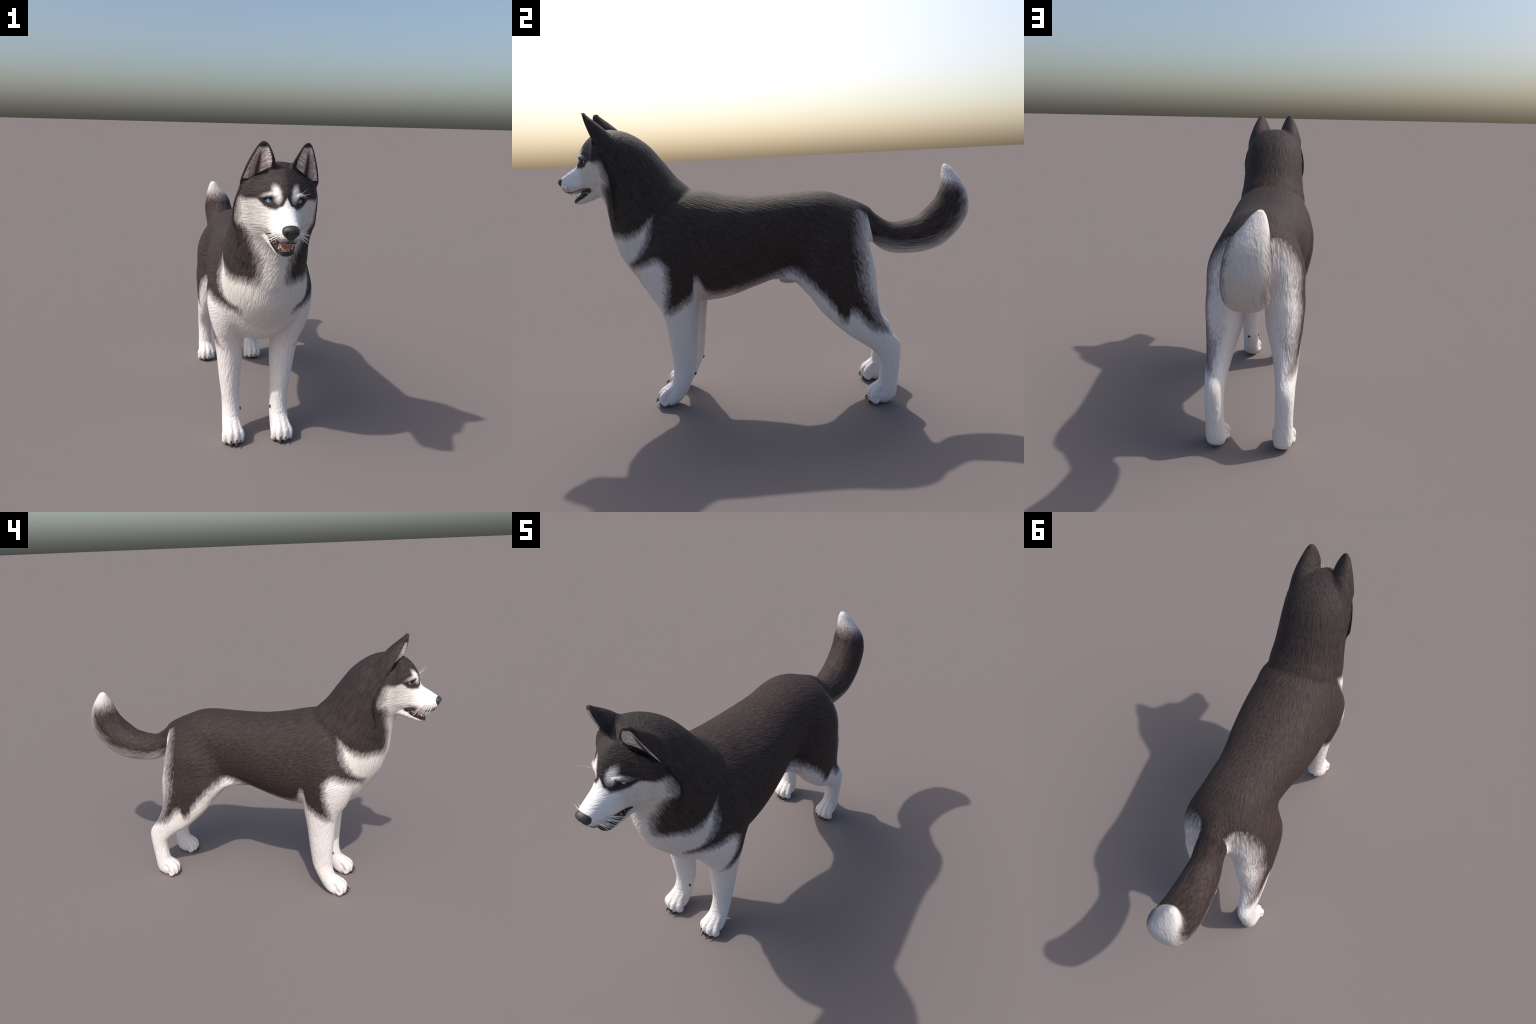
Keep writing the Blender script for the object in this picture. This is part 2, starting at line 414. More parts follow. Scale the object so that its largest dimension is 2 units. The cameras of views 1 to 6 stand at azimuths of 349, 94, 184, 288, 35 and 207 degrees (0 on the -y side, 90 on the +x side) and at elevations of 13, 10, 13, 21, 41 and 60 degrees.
BLACK_BODY, BLACK_HEAD = (0.0265, 0.0180, 0.0165), (0.0170, 0.0160, 0.0160)
def coat_material(kind):
    """Black saddle and cap over white legs, chest, blaze and brow spots."""
    m, b, p = start(f"husky_coat_{kind}")
    wx, y, z = split(p)
    turn = ramp(0-y, 0.30, 0.72)*ramp(z, 0.75, 1.05)
    x = wx-XC-0.005*ramp(z, 0.25, 0.65)*ramp(y, 0.05, -0.35)-turn*(0.0098+0.025*(z-1.09))
    X = S.op("ABSOLUTE", x)
    z = z+turn*x*0.025
    lie = {"torso": (0.25, 0.90, -0.36), "neck": (0.12, 0.55, -0.82), "head": (0.55, 0.75, -0.10), "ear": (0.35, 0.5, -0.8)}.get(kind)
    if kind == "tail":
        ry, rz = y-0.70, z-1.06
        rad = S.op("SQRT", ry*ry+rz*rz); ang = S.op("ARCTAN2", ry, 0-rz)
        fine = noise(vec(x*190, rad*190, ang*6), 1.0, 1.5)
        clump = noise(vec(x*75, rad*75, ang*2.0), 1.0, 1.0)
    else:
        fine = streaks(X, y, z, lie, 290, 34, 1.5)
        clump = streaks(X, y, z, lie, 115, 15, 1.0)
        if kind == "torso":                                     # hairs hang down on breast, rump and legs
            f = smax(smax(ramp(0-y, 0.52, 0.62), ramp(y, 0.34, 0.46), 0.1), ramp(z, 0.70, 0.52), 0.1)
            hang = (0.10, 0.26, -0.96)
            fine = fine*(1-f)+streaks(X, y, z, hang, 290, 34, 1.5)*f
            clump = clump*(1-f)+streaks(X, y, z, hang, 100, 15, 1.0)*f
    wob = streaks(X, y, z, (0.15, 0.38, -0.91), 140, 18, 2.0)-0.5
    big = noise(vec(X, y, z), 14, 2)-0.5
    edge = wob*0.052+big*0.012

    # --- black areas, as signed distances in metres (positive = black)
    y_rear = curve(z, [(0.30, 0.60), (0.385, 0.556), (0.44, 0.528), (0.527, 0.488), (0.60, 0.463), (0.70, 0.460), (0.80, 0.447), (0.86, 0.452), (0.915, 0.462), (0.95, 0.52)])
    y_rear = y_rear+0.10*ramp(X, 0.085, 0.035)*ramp(z, 0.86, 0.91)
    z_low = curve(y, [(-0.50, 0.50), (-0.467, 0.497), (-0.445, 0.499), (-0.386, 0.531), (-0.346, 0.560), (-0.332, 0.600), (-0.318, 0.650), (-0.295, 0.625), (-0.265, 0.570), (-0.217, 0.555),
                      (-0.10, 0.582), (0.0, 0.612), (0.077, 0.641), (0.135, 0.657), (0.177, 0.645), (0.218, 0.613), (0.277, 0.555), (0.332, 0.490), (0.390, 0.428), (0.404, 0.470), (0.43, 0.462), (0.468, 0.424), (0.511, 0.384), (0.56, 0.37)])
    saddle = smin((y_rear+0.012-y)*0.55, (z-z_low)*0.8, 0.02)
    inner = smax(X-0.125-0.045*ramp(z, 0.56, 0.43), (z-0.64-0.20*ramp(y, 0.32, 0.42))*0.7, 0.02)                    # insides of the legs stay white
    saddle = smin(saddle, smax(inner, 0-S.op("ABSOLUTE", y-0.0)+0.14, 0.02), 0.02)
    y_arm = curve(z, [(0.46, -0.470), (0.515, -0.467), (0.589, -0.453), (0.64, -0.443), (0.69, -0.442), (0.726, -0.452), (0.756, -0.476), (0.80, -0.52)])
    z_tongue = curve(y, [(-0.70, 0.675), (-0.66, 0.690), (-0.60, 0.712), (-0.548, 0.730), (-0.503, 0.750), (-0.476, 0.757), (-0.44, 0.757)])
    patch = smin((y_arm-y), (z_tongue-z), 0.015)                # >0 : white upper-arm patch
    y_chest = curve(z, [(0.66, -0.72), (0.70, -0.672), (0.735, -0.622), (0.767, -0.584), (0.811, -0.552), (0.845, -0.534), (0.90, -0.522), (0.95, -0.515)])
    z_neck = curve(y, [(-0.78, 0.872), (-0.704, 0.861), (-0.642, 0.858), (-0.60, 0.870), (-0.566, 0.889), (-0.531, 0.918), (-0.50, 0.945)])
    bib = smin(smin(y_chest-y, z_neck-z, 0.012), smax(z-z_tongue, 0.132-X, 0.012), 0.012)
    bib = smin(bib, z-0.62, 0.01)
    front_low = smin(0.0-y-0.60, 0.745-z, 0.01)                  # breast below the tongue of black
    front_low = smin(front_low, 0.13-X, 0.01)
    z_face = curve(X, [(0.0, 1.238), (0.004, 1.231), (0.012, 1.216), (0.020, 1.206), (0.028, 1.203), (0.035, 1.197), (0.042, 1.192), (0.055, 1.193), (0.070, 1.197), (0.082, 1.205), (0.095, 1.217), (0.107, 1.224), (0.126, 1.222), (0.150, 1.217), (0.166, 1.208)])
    x_face = curve(z, [(0.84, 0.075), (0.873, 0.062), (0.90, 0.062), (0.96, 0.070), (1.0, 0.086), (1.035, 0.104), (1.07, 0.117), (1.10, 0.142), (1.116, 0.154), (1.13, 0.163), (1.172, 0.167), (1.21, 0.163)])
    y_face = curve(z, [(0.86, -0.60), (0.95, -0.62), (1.02, -0.68), (1.10, -0.699), (1.164, -0.707), (1.21, -0.722), (1.26, -0.73)])
    face = smin(smin(z_face-z, x_face-X, 0.008), y_face-y, 0.01)
    def oval(cx_, cz_, ax_, az_, turn_):
        c, s_ = math.cos(turn_), math.sin(turn_)
        dx, dz = X-cx_, z-cz_
        u, v = dx*c+dz*s_, dz*c-dx*s_
        return (1.0-S.op("SQRT", u*u*(1/ax_**2)+v*v*(1/az_**2)))*min(ax_, az_)
    brow = smax(oval(0.0375, 1.2515, 0.0170, 0.0325, -0.17), oval(0.061, 1.2515, 0.021, 0.0045, -0.44), 0.008)
    brow = smin(brow, -0.80-y, 0.01)
    white = smax(smax(patch, bib, 0.006), smax(front_low, smax(face, brow, 0.002), 0.004), 0.004)
    is_head = ramp(0-y, 0.70, 0.80)*ramp(z, 1.0, 1.1)
    ed = edge*(1.0-is_head*0.84)
    dark = smin(saddle, 0-white, 0.006)+ed
    soft = 0.027-0.0205*is_head
    if kind == "tail":
        r_in = curve(ang, [(-1.0, 0.26), (-0.476, 0.216), (-0.115, 0.198), (0.3, 0.180), (0.62, 0.172), (1.21, 0.171), (1.70, 0.178)])
        r_out = curve(ang, [(-1.0, 0.38), (-0.35, 0.358), (0.0, 0.355), (0.488, 0.362), (0.826, 0.356), (1.09, 0.336), (1.30, 0.302), (1.50, 0.268), (1.70, 0.22)])
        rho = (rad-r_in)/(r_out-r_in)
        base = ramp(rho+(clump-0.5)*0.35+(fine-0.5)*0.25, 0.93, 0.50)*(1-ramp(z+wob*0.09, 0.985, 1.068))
        k = base
    else:
        k = ramp(dark/soft, -1.0, 1.0)
    # --- colours
    warm = ramp(S.op("MAXIMUM", 0-y, -0.6), 0.30, 0.62)
    black = mix(warm, BLACK_BODY, BLACK_HEAD)
    hairs = (fine-0.5)*1.5+(clump-0.5)*0.9
    black = mix(S.op("MULTIPLY_ADD", hairs, 1.0, 0.45, clamp=True), mix(0.6, black, (0.010, 0.009, 0.009)), mix(0.32, black, (0.155, 0.105, 0.095)))
    muzzle_ = ramp(0-y, 0.84, 0.90)*ramp(z, 1.085, 1.12)
    chestish = ramp(z, 0.45, 0.62)*ramp(0-y, 0.50, 0.60)*(1-muzzle_)
    pale = mix(chestish, (0.78, 0.735, 0.715), (0.66, 0.625, 0.585))
    pale = mix(muzzle_, pale, (0.86, 0.845, 0.83))  # muzzle white lightened to match its blown-out look in the sun
    cream = ramp(noise(vec(X, y, z), 38, 3), 0.50, 0.72)*chestish*ramp(z, 1.02, 1.08)*0.55
    pale = mix(cream, pale, (0.50, 0.44, 0.36))
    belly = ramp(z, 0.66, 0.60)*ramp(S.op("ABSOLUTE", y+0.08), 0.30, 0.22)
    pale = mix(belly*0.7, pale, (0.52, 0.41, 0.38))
    lipgrey = smax(ramp(0-y, 0.915, 0.965)*ramp(z, 1.112, 1.082)*0.7, ramp(0-y, 0.955, 0.968)*ramp(X, 0.022, 0.010)*ramp(z, 1.125, 1.115)*0.95, 0.1)
    pale = mix(lipgrey, pale, (0.10, 0.088, 0.084))
    z_lip = curve(y, [(-0.935, 1.034), (-0.912, 1.038), (-0.890, 1.049), (-0.860, 1.067), (-0.830, 1.085)])
    gum = ramp(z-z_lip, -0.0165, -0.0110)*ramp(z-z_lip, 0.012, 0.008)*ramp(0-y, 0.836, 0.846)
    pale = mix(gum*0.97, pale, (0.020, 0.017, 0.017))
    spots = S.tree.nodes.new("ShaderNodeTexVoronoi"); spots.inputs["Scale"].default_value = 110
    S.tree.links.new(vec(X, y, z), spots.inputs["Vector"])
    fol = ramp(S(spots.outputs["Distance"]), 0.30, 0.16)*ramp(0-y, 0.895, 0.925)*ramp(z, 1.075, 1.085)*ramp(z, 1.122, 1.112)*0.6
    pale = mix(fol, pale, (0.12, 0.10, 0.09))
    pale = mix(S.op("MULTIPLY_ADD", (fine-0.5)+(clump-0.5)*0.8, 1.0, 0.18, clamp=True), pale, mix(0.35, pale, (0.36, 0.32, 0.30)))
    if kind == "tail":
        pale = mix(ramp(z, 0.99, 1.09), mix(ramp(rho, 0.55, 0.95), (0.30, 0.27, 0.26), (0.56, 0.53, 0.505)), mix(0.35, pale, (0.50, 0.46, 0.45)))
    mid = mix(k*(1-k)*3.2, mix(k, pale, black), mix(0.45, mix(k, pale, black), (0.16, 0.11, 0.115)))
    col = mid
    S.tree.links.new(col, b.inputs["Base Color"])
    b.inputs["Roughness"].default_value = 0.68
    b.inputs["Specular IOR Level"].default_value = 0.22
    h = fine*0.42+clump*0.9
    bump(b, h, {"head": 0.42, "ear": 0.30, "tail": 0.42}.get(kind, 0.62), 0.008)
    return m
def inner_ear_material():
    """Pale hair lying across the hollow, with a dark red canal down its middle."""
    m, b, p = start("inner_ear_hair")
    wx, y, z = split(p)
    turn = ramp(0-y, 0.30, 0.72)*ramp(z, 0.75, 1.05)
    x = wx-XC-0.005*ramp(z, 0.25, 0.65)*ramp(y, 0.05, -0.35)-turn*(0.0098+0.025*(z-1.09))
    X = S.op("ABSOLUTE", x)
    mid_ = curve(z, [(1.28, 0.104), (1.325, 0.1015), (1.365, 0.0985), (1.40, 0.0965), (1.437, 0.0915)])
    f = ramp(X-mid_, -0.003, 0.003)
    strand = streaks(X, y, z, (0.72, 0.58, -0.38), 260, 18, 1.0)*(1-f)+streaks(X, y, z, (-0.66, 0.64, -0.40), 260, 18, 1.0)*f
    wavy = (strand-0.5)*0.020
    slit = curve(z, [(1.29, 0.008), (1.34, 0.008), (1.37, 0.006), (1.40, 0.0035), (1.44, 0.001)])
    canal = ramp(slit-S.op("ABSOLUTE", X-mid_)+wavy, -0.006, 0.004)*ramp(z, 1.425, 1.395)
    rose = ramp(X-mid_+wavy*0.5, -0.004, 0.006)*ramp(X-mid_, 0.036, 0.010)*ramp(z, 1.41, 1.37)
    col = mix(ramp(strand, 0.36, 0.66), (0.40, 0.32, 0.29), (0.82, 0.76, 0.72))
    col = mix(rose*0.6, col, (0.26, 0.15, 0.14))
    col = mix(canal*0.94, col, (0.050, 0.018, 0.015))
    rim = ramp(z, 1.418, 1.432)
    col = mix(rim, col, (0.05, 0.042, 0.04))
    S.tree.links.new(col, b.inputs["Base Color"])
    b.inputs["Roughness"].default_value = 0.7
    b.inputs["Specular IOR Level"].default_value = 0.2
    bump(b, strand, 0.5, 0.004)
    return m

from mathutils.bvhtree import BVHTree

# ----------------------------------------------------------------- soften the face, then turn the head a little
def soften(P, Q, W, n):
    E = np.vstack([Q[:, [0, 1]], Q[:, [1, 2]], Q[:, [2, 3]], Q[:, [3, 0]]])
    live = W[E].max(1) > 0
    E = E[live]
    deg = np.maximum(np.bincount(E.ravel(), minlength=len(P)), 1).astype(float)[:, None]
    W = W[:, None]*0.6
    for _ in range(n):
        S = np.stack([np.bincount(E[:, 0], P[E[:, 1], c], len(P))+np.bincount(E[:, 1], P[E[:, 0], c], len(P)) for c in range(3)], -1)
        P = P+W*(S/deg-P)
    return P
def sstep(a, b, x):
    t = np.clip((x-a)/(b-a), 0, 1)
    return t*t*(3-2*t)
ax = np.abs(P[:, 0])
W = sstep(1.16, 1.21, P[:, 2])*sstep(1.345, 1.31, P[:, 2])*sstep(-0.78, -0.83, P[:, 1])*sstep(0.06, 0.03, ax)
P = soften(P, Q, W, 45)

def head_turn(y, z):
    return sstep(0, 1, (-y-0.30)/0.42)*sstep(0, 1, (z-0.75)/0.30)
def pose(P):
    """Shift from the mid-plane frame to the world; the head leans a touch to the dog's left."""
    P = np.array(P, float)
    one = P.ndim == 1
    P = np.atleast_2d(P)
    x, y, z = P.T.copy()
    w = head_turn(y, z)
    P[:, 0] = x+XC+0.005*sstep(0.25, 0.65, z)*sstep(0.05, -0.35, y)+w*(0.0098+0.025*(z-1.09))
    P[:, 2] = z-0.025*w*x
    return P[0] if one else P

# ----------------------------------------------------------------- scene objects
root = bpy.data.objects.new("husky_dog", None)
root.empty_display_size = 0.2
bpy.context.collection.objects.link(root)
root["label"] = "black and white husky dog standing, blue eyes, raised curved bushy tail"
root["category"] = "dog"

def new_mesh(name, V, F):
    F = np.asarray(F, np.int32)
    me = bpy.data.meshes.new(name)
    n, k = F.shape
    me.vertices.add(len(V)); me.vertices.foreach_set("co", np.asarray(V, np.float32).ravel())
    me.loops.add(n*k); me.loops.foreach_set("vertex_index", F.ravel())
    me.polygons.add(n)
    me.polygons.foreach_set("loop_start", np.arange(0, n*k, k, dtype=np.int32))
    me.update(calc_edges=True)
    me.polygons.foreach_set("use_smooth", np.ones(n, bool))
    return me

def put(name, me, mat, parent=root, kind=None):
    ob = bpy.data.objects.new(name, me)
    bpy.context.collection.objects.link(ob)
    if mat is not None and not me.materials:
        me.materials.append(mat)
    ob.parent = parent
    if kind: ob["kind"] = kind
    return ob

def join(meshes):
    V, F, o = [], [], 0
    for v, f in meshes:
        V.append(v); F.append(np.asarray(f)+o); o += len(v)
    return np.vstack(V), np.vstack(F)

# ----------------------------------------------------------------- cut the coat into named regions
C = P[Q].mean(1)
cx, cy, cz = np.abs(C[:, 0]), C[:, 1], C[:, 2]
side = C[:, 0] > 0
region = np.zeros(len(Q), int)
NAMES = ["torso", "neck", "head", "jaw", "ear", "ear", "forelimb", "forelimb", "paw", "paw", "hindlimb", "hindlimb", "hind_paw", "hind_paw", "tail", "inner_ear", "inner_ear"]
region[(cz > 1.064+0.668*(cy+0.355)) & (cy < -0.30)] = 1
rim = np.interp(cz, [1.0, 1.045, 1.11, 1.155, 1.215, 1.25, 1.31, 1.38], [-0.70, -0.69, -0.672, -0.670, -0.695, -0.712, -0.725, -0.735])
region[(cy < rim) & (cz > 1.035+0.35*np.clip(cy+0.79, 0, 1)*1.0)] = 2
region[(cy < -0.792) & (cz < 1.092+0.42*(cy+0.826))] = 3
isear = (cx > 0.026) & (cz > 1.374-0.62*(cx-0.030)) & (cy < -0.69+0.3*(cz-1.37))
region[isear] = 4+side[isear]
hollow = BVHTree.FromPolygons(ear_cavity[0].tolist(), ear_cavity[1].tolist())
for q in np.nonzero((cx > 0.035) & (cz > 1.292) & (cy < -0.715) & (cy > -0.824) & (cz > 1.347-0.669*(cx-0.056)))[0]:
    c = C[q]
    if hollow.find_nearest(Vector((abs(c[0]), c[1], c[2])), 0.0034)[0] is not None and c[2] > 1.296:
        region[q] = 15+side[q]
for zone, base in (((cx > 0.05) & (cy > -0.64) & (cy < -0.30) & (cz < 0.575+0.35*(cy+0.45)), 6), ((cx > 0.02) & (cy > 0.14) & (cz < 0.605+0.55*(cy-0.17)) & (cy < 0.66), 10)):
    region[zone] = base+side[zone]
    low = zone & (cz < 0.112)
    region[low] = base+2+side[low]
region[cy+0.2*(cz-0.75) > 0.535+0.02*(cz < 0.72)] = np.where(cz > 0.69, 14, region)[cy+0.2*(cz-0.75) > 0.535+0.02*(cz < 0.72)]

PW = pose(P)
A, B = PW[Q[:, 2]]-PW[Q[:, 0]], PW[Q[:, 3]]-PW[Q[:, 1]]
FN = np.cross(A, B)
VN = np.stack([sum(np.bincount(Q[:, k], FN[:, c], len(P)) for k in range(4)) for c in range(3)], -1)
VN /= np.linalg.norm(VN, axis=1, keepdims=True)+1e-12
skin = BVHTree.FromPolygons(P.tolist(), Q.tolist())
def snap(p, off=0.0):
    """Nearest point of the coat (mid-plane frame), pushed out by off."""
    c, n, _, _ = skin.find_nearest(Vector(p))
    d = Vector(p)-c
    n = n if n.length else d.normalized()
    return np.array(c+n*off)

coat = {}
def coat_for(kind):
    if kind not in coat: coat[kind] = inner_ear_material() if kind == 'inner_ear' else coat_material(kind)
    return coat[kind]
FLOW = {"torso": "torso", "neck": "neck", "head": "head", "jaw": "head", "ear": "ear", "inner_ear": "inner_ear", "forelimb": "torso", "paw": "torso", "hindlimb": "torso", "hind_paw": "torso", "tail": "tail"}
obs = {}
for r, name in enumerate(NAMES):
    f = np.nonzero(region == r)[0]
    if not len(f): continue
    used, inv = np.unique(Q[f].ravel(), return_inverse=True)
    me = new_mesh(name, PW[used], inv.reshape(-1, 4))
    me.normals_split_custom_set_from_vertices(VN[used].tolist())
    obs[r] = put(name, me, coat_for(FLOW[name]), root)
for child, par in ((8, 6), (9, 7), (12, 10), (13, 11), (3, 2), (4, 2), (5, 2), (15, 2), (16, 2)):
    if child in obs and par in obs: obs[child].parent = obs[par]
head = obs[2]

# ----------------------------------------------------------------- nose
nf = Field((-0.05, -1.02, 1.07), (0.05, -0.93, 1.17), 0.0012, 8)
nf.add(blob((0, -0.9685, 1.1305), (0.0325, 0.0305, 0.0200)), 0.006)
nf.add(blob((0, -0.968, 1.107), (0.0235, 0.0185, 0.0185)), 0.012)
for s in (-1, 1):
    nf.add(blob((0.0185*s, -0.976, 1.1225), (0.0140, 0.0160, 0.0160)), 0.008)
    nf.cut(blob((0.0165*s, -1.000, 1.119), (0.0072, 0.014, 0.0062)), 0.004)
    nf.cut(blob((0.029*s, -0.992, 1.112), (0.010, 0.010, 0.0022)), 0.003)
nf.cut(blob((0, -1.006, 1.108), (0.0016, 0.013, 0.016)), 0.003)
NP, NQ = nf.mesh()
NP = relax(NP, NQ, 2)
put("nose", new_mesh("nose", pose(NP), NQ), nose_material(), head)

# ----------------------------------------------------------------- eyes
ER = 0.0185
for s in (-1, 1):
    gaze = np.array([0.50*s, -0.86, 0.02]); gaze /= np.linalg.norm(gaze)
    front = np.array([0.0640*s, -0.8425, 1.2225])
    centre = front-gaze*ER
    zax = Vector(gaze); xax = Vector((0, 0, 1)).cross(zax).normalized(); yax = zax.cross(xax)
    R = np.array([xax, yax, zax]).T
    look = Matrix((xax, yax, zax)).transposed()
    # eyeball: own origin, local z looks out
    v, f = blob((0, 0, 0), (ER, ER, ER), None, 40)
    me = new_mesh("eye", v, f)
    ob = put("eye", me, eye_material(), head)
    fwd = Matrix.Rotation(-0.30*s, 3, 'Z')@Matrix(((1, 0, 0), (0, 1, 0), (0, 0, 1)))
    gz = Vector((0.30*s, -0.95, 0.15)).normalized(); gx = Vector((0, 0, 1)).cross(gz).normalized(); gy = gz.cross(gx)
    ob.matrix_world = Matrix.Translation(Vector(pose(centre)))@Matrix((gx, gy, gz)).transposed().to_4x4()
    # eyelids: dark skin running from an almond opening out into the fur
    rows = []
    th = np.linspace(0, 2*PI, 72, endpoint=False)
    for t in np.linspace(0, 1, 12):
        wx, wy = 0.0160+0.0055*t, 0.0068+0.0088*t
        tilt = 0.36*s
        lx, ly = wx*np.cos(th), wy*np.sin(th)*(1-0.25*(np.cos(th)*s < 0)*np.cos(th)**2)
        lx, ly = lx*math.cos(tilt)-ly*math.sin(tilt), lx*math.sin(tilt)+ly*math.cos(tilt)
        rr = ER+0.0006+0.0030*math.sin(min(t*2.2, 1)*PI*0.5)-0.0030*t**2.2
        lz = np.sqrt(np.maximum(rr**2-np.minimum(lx**2+ly**2, rr**2*0.97), 0))
        rows.append(centre+np.stack([lx, ly, lz], -1)@R.T)
    V = np.vstack(rows); k = len(th)
    F = [(i*k+j, i*k+(j+1) % k, (i+1)*k+(j+1) % k, (i+1)*k+j) for i in range(len(rows)-1) for j in range(k)]
    put("eyelid", new_mesh("eyelid", pose(V), F), skin_material(), head)

# ----------------------------------------------------------------- mouth: lips, lining, tongue, teeth
def band(path, tall, thick, n=70):
    """Flattened strip along a path: lips."""
    pts = spline(path, n)
    rings = []
    for k in range(n):
        t = pts[min(k+1, n-1)]-pts[max(k-1, 0)]; t /= np.linalg.norm(t)
        up = np.array([0, 0, 1.0]); up -= t*np.dot(up, t); up /= np.linalg.norm(up)
        out = np.cross(t, up)
        q = 0.35+0.65*min(1, 6*min(k, n-1-k)/(n-1))
        a = np.linspace(0, 2*PI, 16, endpoint=False)
        rings.append(pts[k]+np.cos(a)[:, None]*up*tall*q+np.sin(a)[:, None]*out*thick*q)
    return tube(rings)
half = [(0.069, -0.822, 1.090), (0.0615, -0.842, 1.079), (0.0525, -0.862, 1.066), (0.0435, -0.882, 1.0535), (0.0345, -0.900, 1.0420), (0.0235, -0.914, 1.0330), (0.012, -0.9215, 1.0290), (0.003, -0.9235, 1.0280)]
arc = half+[(-x, y, z) for x, y, z in half[::-1]]
lower = [snap(p, 0.0005)*0.45+np.array(p)*0.55 for p in arc]
put("lower_lip", new_mesh("lower_lip", *[(pose(v), f) for v, f in [band(lower, 0.0090, 0.0026)]][0]), skin_material(), obs[3])
uhalf = [(0.068, -0.824, 1.093), (0.060, -0.850, 1.0885), (0.054, -0.875, 1.079), (0.049, -0.900, 1.0715), (0.045, -0.922, 1.067), (0.039, -0.943, 1.0675), (0.026, -0.960, 1.0755), (0.010, -0.968, 1.080)]
upper = [snap(p, -0.0005) for p in uhalf+[(-x, y, z) for x, y, z in uhalf[::-1]]]
put("upper_lip", new_mesh("upper_lip", *[(pose(v), f) for v, f in [band(upper, 0.0022, 0.0026)]][0]), skin_material(), head)

lining = loft_pairs([(-0.800, 1.060, -0.800, 1.110, 0.050, 0), (-0.830, 1.066, -0.830, 1.104, 0.055, 0), (-0.850, 1.058, -0.852, 1.100, 0.048, 0), (-0.870, 1.048, -0.878, 1.082, 0.040, 0), (-0.895, 1.036, -0.896, 1.044, 0.028, 0), (-0.912, 1.030, -0.912, 1.036, 0.018, 0)], 40, 2.4)
put("mouth_lining", new_mesh("mouth_lining", pose(lining[0]), lining[1]), flesh_material("mouth_lining", (0.050, 0.012, 0.010)), head)
tongue = loft_pairs([(-0.835, 1.072, -0.835, 1.092, 0.026, 0), (-0.860, 1.060, -0.862, 1.083, 0.026, 0), (-0.885, 1.047, -0.888, 1.068, 0.025, 0), (-0.900, 1.040, -0.903, 1.057, 0.022, 0), (-0.909, 1.038, -0.911, 1.048, 0.014, 0), (-0.913, 1.040, -0.914, 1.043, 0.005, 0)], 40, 2.3)
tv = tongue[0].copy(); tv[:, 2] -= 0.004*np.exp(-(tv[:, 0]/0.006)**2)*(tv[:, 2] > 1.05)
put("tongue", new_mesh("tongue", pose(tv), tongue[1]), flesh_material("tongue", (0.56, 0.21, 0.18)), head)

tooth_mat = plain("tooth_enamel", (0.70, 0.60, 0.42), 0.3, noise=0.25)
def cone(base, tip, r, bend=0.0, n=9, squash=1.0):
    b, t = np.asarray(base, float), np.asarray(tip, float)
    u = np.linspace(0, 1, n)
    pts = b+(t-b)*u[:, None]+np.array([0, 1, 0])*(bend*np.sin(u*PI))[:, None]
    return limb(pts[:, :3], r*(1-u**1.5)*0.93+r*0.07, 18, squash)
def tooth(base, tip, r, parent):
    v, f = cone(base, tip, r, 0.0)
    put("tooth", new_mesh("tooth", pose(v), f), tooth_mat, parent)
for s in (-1, 1):
    tooth((0.0250*s, -0.902, 1.036), (0.0275*s, -0.9085, 1.0635), 0.0048, obs[3])
    tooth((0.0250*s, -0.934, 1.076), (0.0255*s, -0.931, 1.0600), 0.0040, head)
    for k, (x, y, z, h) in enumerate([(0.0360, -0.885, 1.047, 0.006), (0.0410, -0.872, 1.055, 0.007), (0.0460, -0.858, 1.064, 0.009), (0.0510, -0.844, 1.073, 0.010)]):
        tooth((x*s, y, z), (x*s*0.98, y-0.001, z+h+0.004), 0.0040+0.0005*k, obs[3])
    for k in range(3):
        a = (k+0.5)/3.2
        tooth((0.0185*a*s, -0.9165+0.004*a, 1.033), (0.0185*a*s, -0.9185+0.004*a, 1.0455), 0.0029, obs[3])
        tooth((0.018*a*s, -0.954+0.006*a, 1.084), (0.018*a*s, -0.955+0.006*a, 1.073), 0.0028, head)

# ----------------------------------------------------------------- claws, pads
claw_mat = plain("claw_horn", (0.028, 0.020, 0.018), 0.35, noise=0.3)
pad_mat = plain("paw_pad_skin", (0.030, 0.023, 0.021), 0.7, noise=0.4)
CLAWS = {8: [(0.0835, -0.5575), (0.107, -0.579), (0.134, -0.5755), (0.1555, -0.552)], 12: [(0.1145, 0.4805), (0.1395, 0.4625), (0.1655, 0.4605), (0.187, 0.4855)]}
for base, tips in CLAWS.items():
    for s in (0, 1):
        sg = 1 if s else -1
        for x, y in tips:
            v, f = cone((x*sg, y+0.028, 0.033), (x*sg, y, 0.0155), 0.0078, 0.0, 10, 0.75)
            v[:, 2] += 0.004*np.sin(np.clip((v[:, 1]-y)/0.03, 0, 1)*PI)
            put("claw", new_mesh("claw", pose(v), f), claw_mat, obs[base+s])
        cxp = sum(t[0] for t in tips)/4; y0 = min(t[1] for t in tips)
        pads = [blob((cxp*sg, y0+0.072, 0.0085), (0.026, 0.019, 0.0075))]
        pads += [blob((cxp*sg+(x-cxp)*sg*0.95, y+0.030, 0.0075), (0.0095, 0.014, 0.0065)) for x, y in tips]
        me = new_mesh("toe_pads", *[(pose(v), f) for v, f in [join(pads)]][0])
        put("toe_pads", me, pad_mat, obs[base+s], "stuff")
for s in (-1, 1):
    r = 7 if s > 0 else 6
    c = snap((0.123*s, -0.366, 0.158), -0.001)
    v, f = blob(c, (0.0085, 0.006, 0.0075)); put("carpal_pad", new_mesh("carpal_pad", pose(v), f), pad_mat, obs[r])
    c = snap((0.070*s, -0.445, 0.142), -0.001)
    v, f = blob(c, (0.0045, 0.006, 0.010)); put("dewclaw", new_mesh("dewclaw", pose(v), f), claw_mat, obs[r])

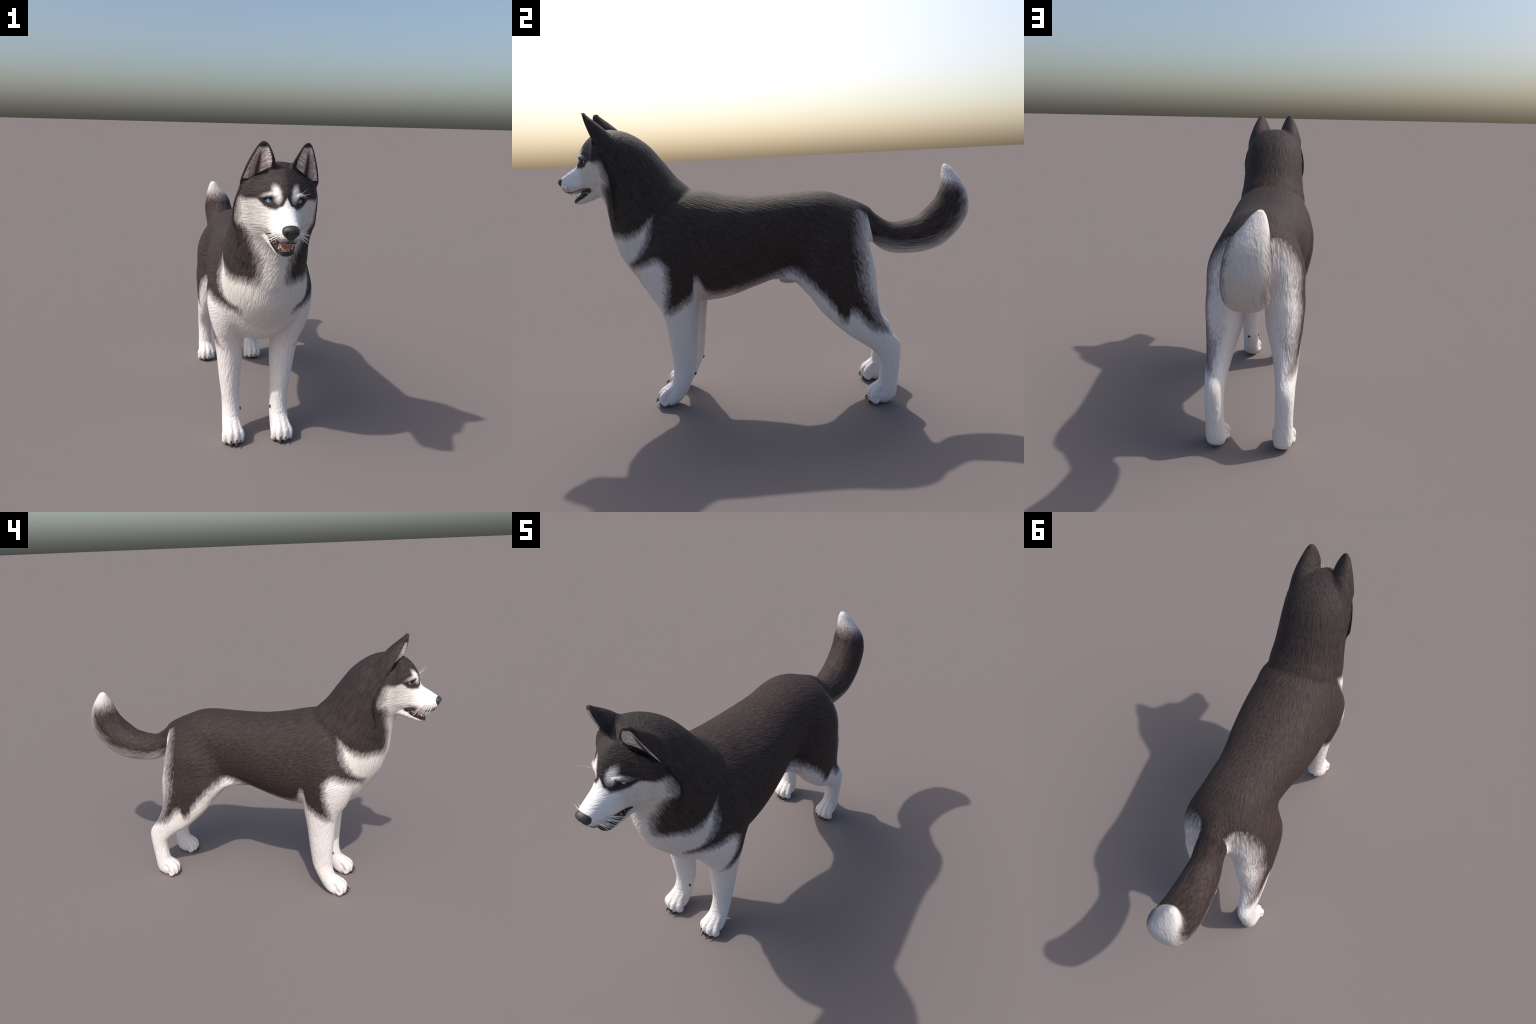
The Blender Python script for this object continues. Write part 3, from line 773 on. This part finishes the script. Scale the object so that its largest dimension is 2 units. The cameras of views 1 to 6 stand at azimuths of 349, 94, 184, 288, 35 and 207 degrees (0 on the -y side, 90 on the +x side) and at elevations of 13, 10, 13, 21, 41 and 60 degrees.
# ----------------------------------------------------------------- whiskers and the tufted edge of the cheek ruff
def hair(p, d, L, r, sag=0.2, n=7):
    u = np.linspace(0, 1, n)[:, None]
    d = np.asarray(d, float)/np.linalg.norm(d)
    pts = np.asarray(p)+d*L*u+np.array([0, 0.4, -1])*sag*L*u**2
    rings = []
    a = np.linspace(0, 2*PI, 5, endpoint=False)
    t1 = np.cross(d, [0.3, 0.2, 1]); t1 /= np.linalg.norm(t1); t2 = np.cross(d, t1)
    for k in range(n):
        rr = r*(1-0.85*k/(n-1))
        rings.append(pts[k]+rr*(np.cos(a)[:, None]*t1+np.sin(a)[:, None]*t2))
    return tube(rings)
rng = random.Random(11)
white_hair = plain("whisker_hair", (0.80, 0.78, 0.74), 0.4)
for s in (-1, 1):
    for row, (z, n) in enumerate([(1.113, 5), (1.103, 6), (1.093, 6)]):
        for k in range(n):
            y = -0.964+0.0105*k+0.004*row
            p = snap((0.06*s, y, z), -0.002)
            d = ((0.85+0.15*rng.random())*s, 0.15+0.14*k+0.15*rng.random(), -0.25-0.22*row+0.3*rng.random())
            v, f = hair(p, d, 0.042+0.004*k+0.018*rng.random(), 0.00125)
            put("whisker", new_mesh("whisker", pose(v), f), white_hair, head)
    for k in range(3):
        p = snap(((0.038+0.012*k)*s, -0.89, 1.262-0.004*k), -0.002)
        v, f = hair(p, ((0.15+0.25*k)*s, -0.75, 0.75-0.25*k), 0.050+0.008*rng.random(), 0.0006, -0.08)
        put("brow_whisker", new_mesh("brow_whisker", pose(v), f), white_hair, head)

tufts = []
edge = [(0.160, -0.725, 1.262), (0.168, -0.716, 1.238), (0.177, -0.703, 1.210), (0.179, -0.684, 1.165), (0.178, -0.682, 1.125), (0.176, -0.685, 1.085), (0.170, -0.690, 1.045), (0.166, -0.690, 1.010)]
for s in (-1, 1):
    for q in spline(edge, 170):
        amp = 0.25+0.55*sstep(1.02, 1.13, q[2])*sstep(1.27, 1.22, q[2])
        lock = rng.random()
        for _ in range(4):
            p = snap((q[0]*s, q[1]-0.006+rng.gauss(0, 0.003), q[2]+rng.gauss(0, 0.003)), -0.0015)
            tufts.append(hair(p, (0.16*s+rng.gauss(0, .12), 0.85, -0.45+0.5*(lock-0.5)+rng.gauss(0, 0.12)), (0.010+0.010*rng.random())*amp, 0.0010, 0.15, 4))
me = new_mesh("cheek_ruff", *[(pose(v), f) for v, f in [join(tufts)]][0])
put("cheek_ruff", me, plain("dark_ruff_hair", (0.016, 0.015, 0.015), 0.7, noise=0.4), head, "stuff")  # near-black tufts also model the shadow line in the cheek crease
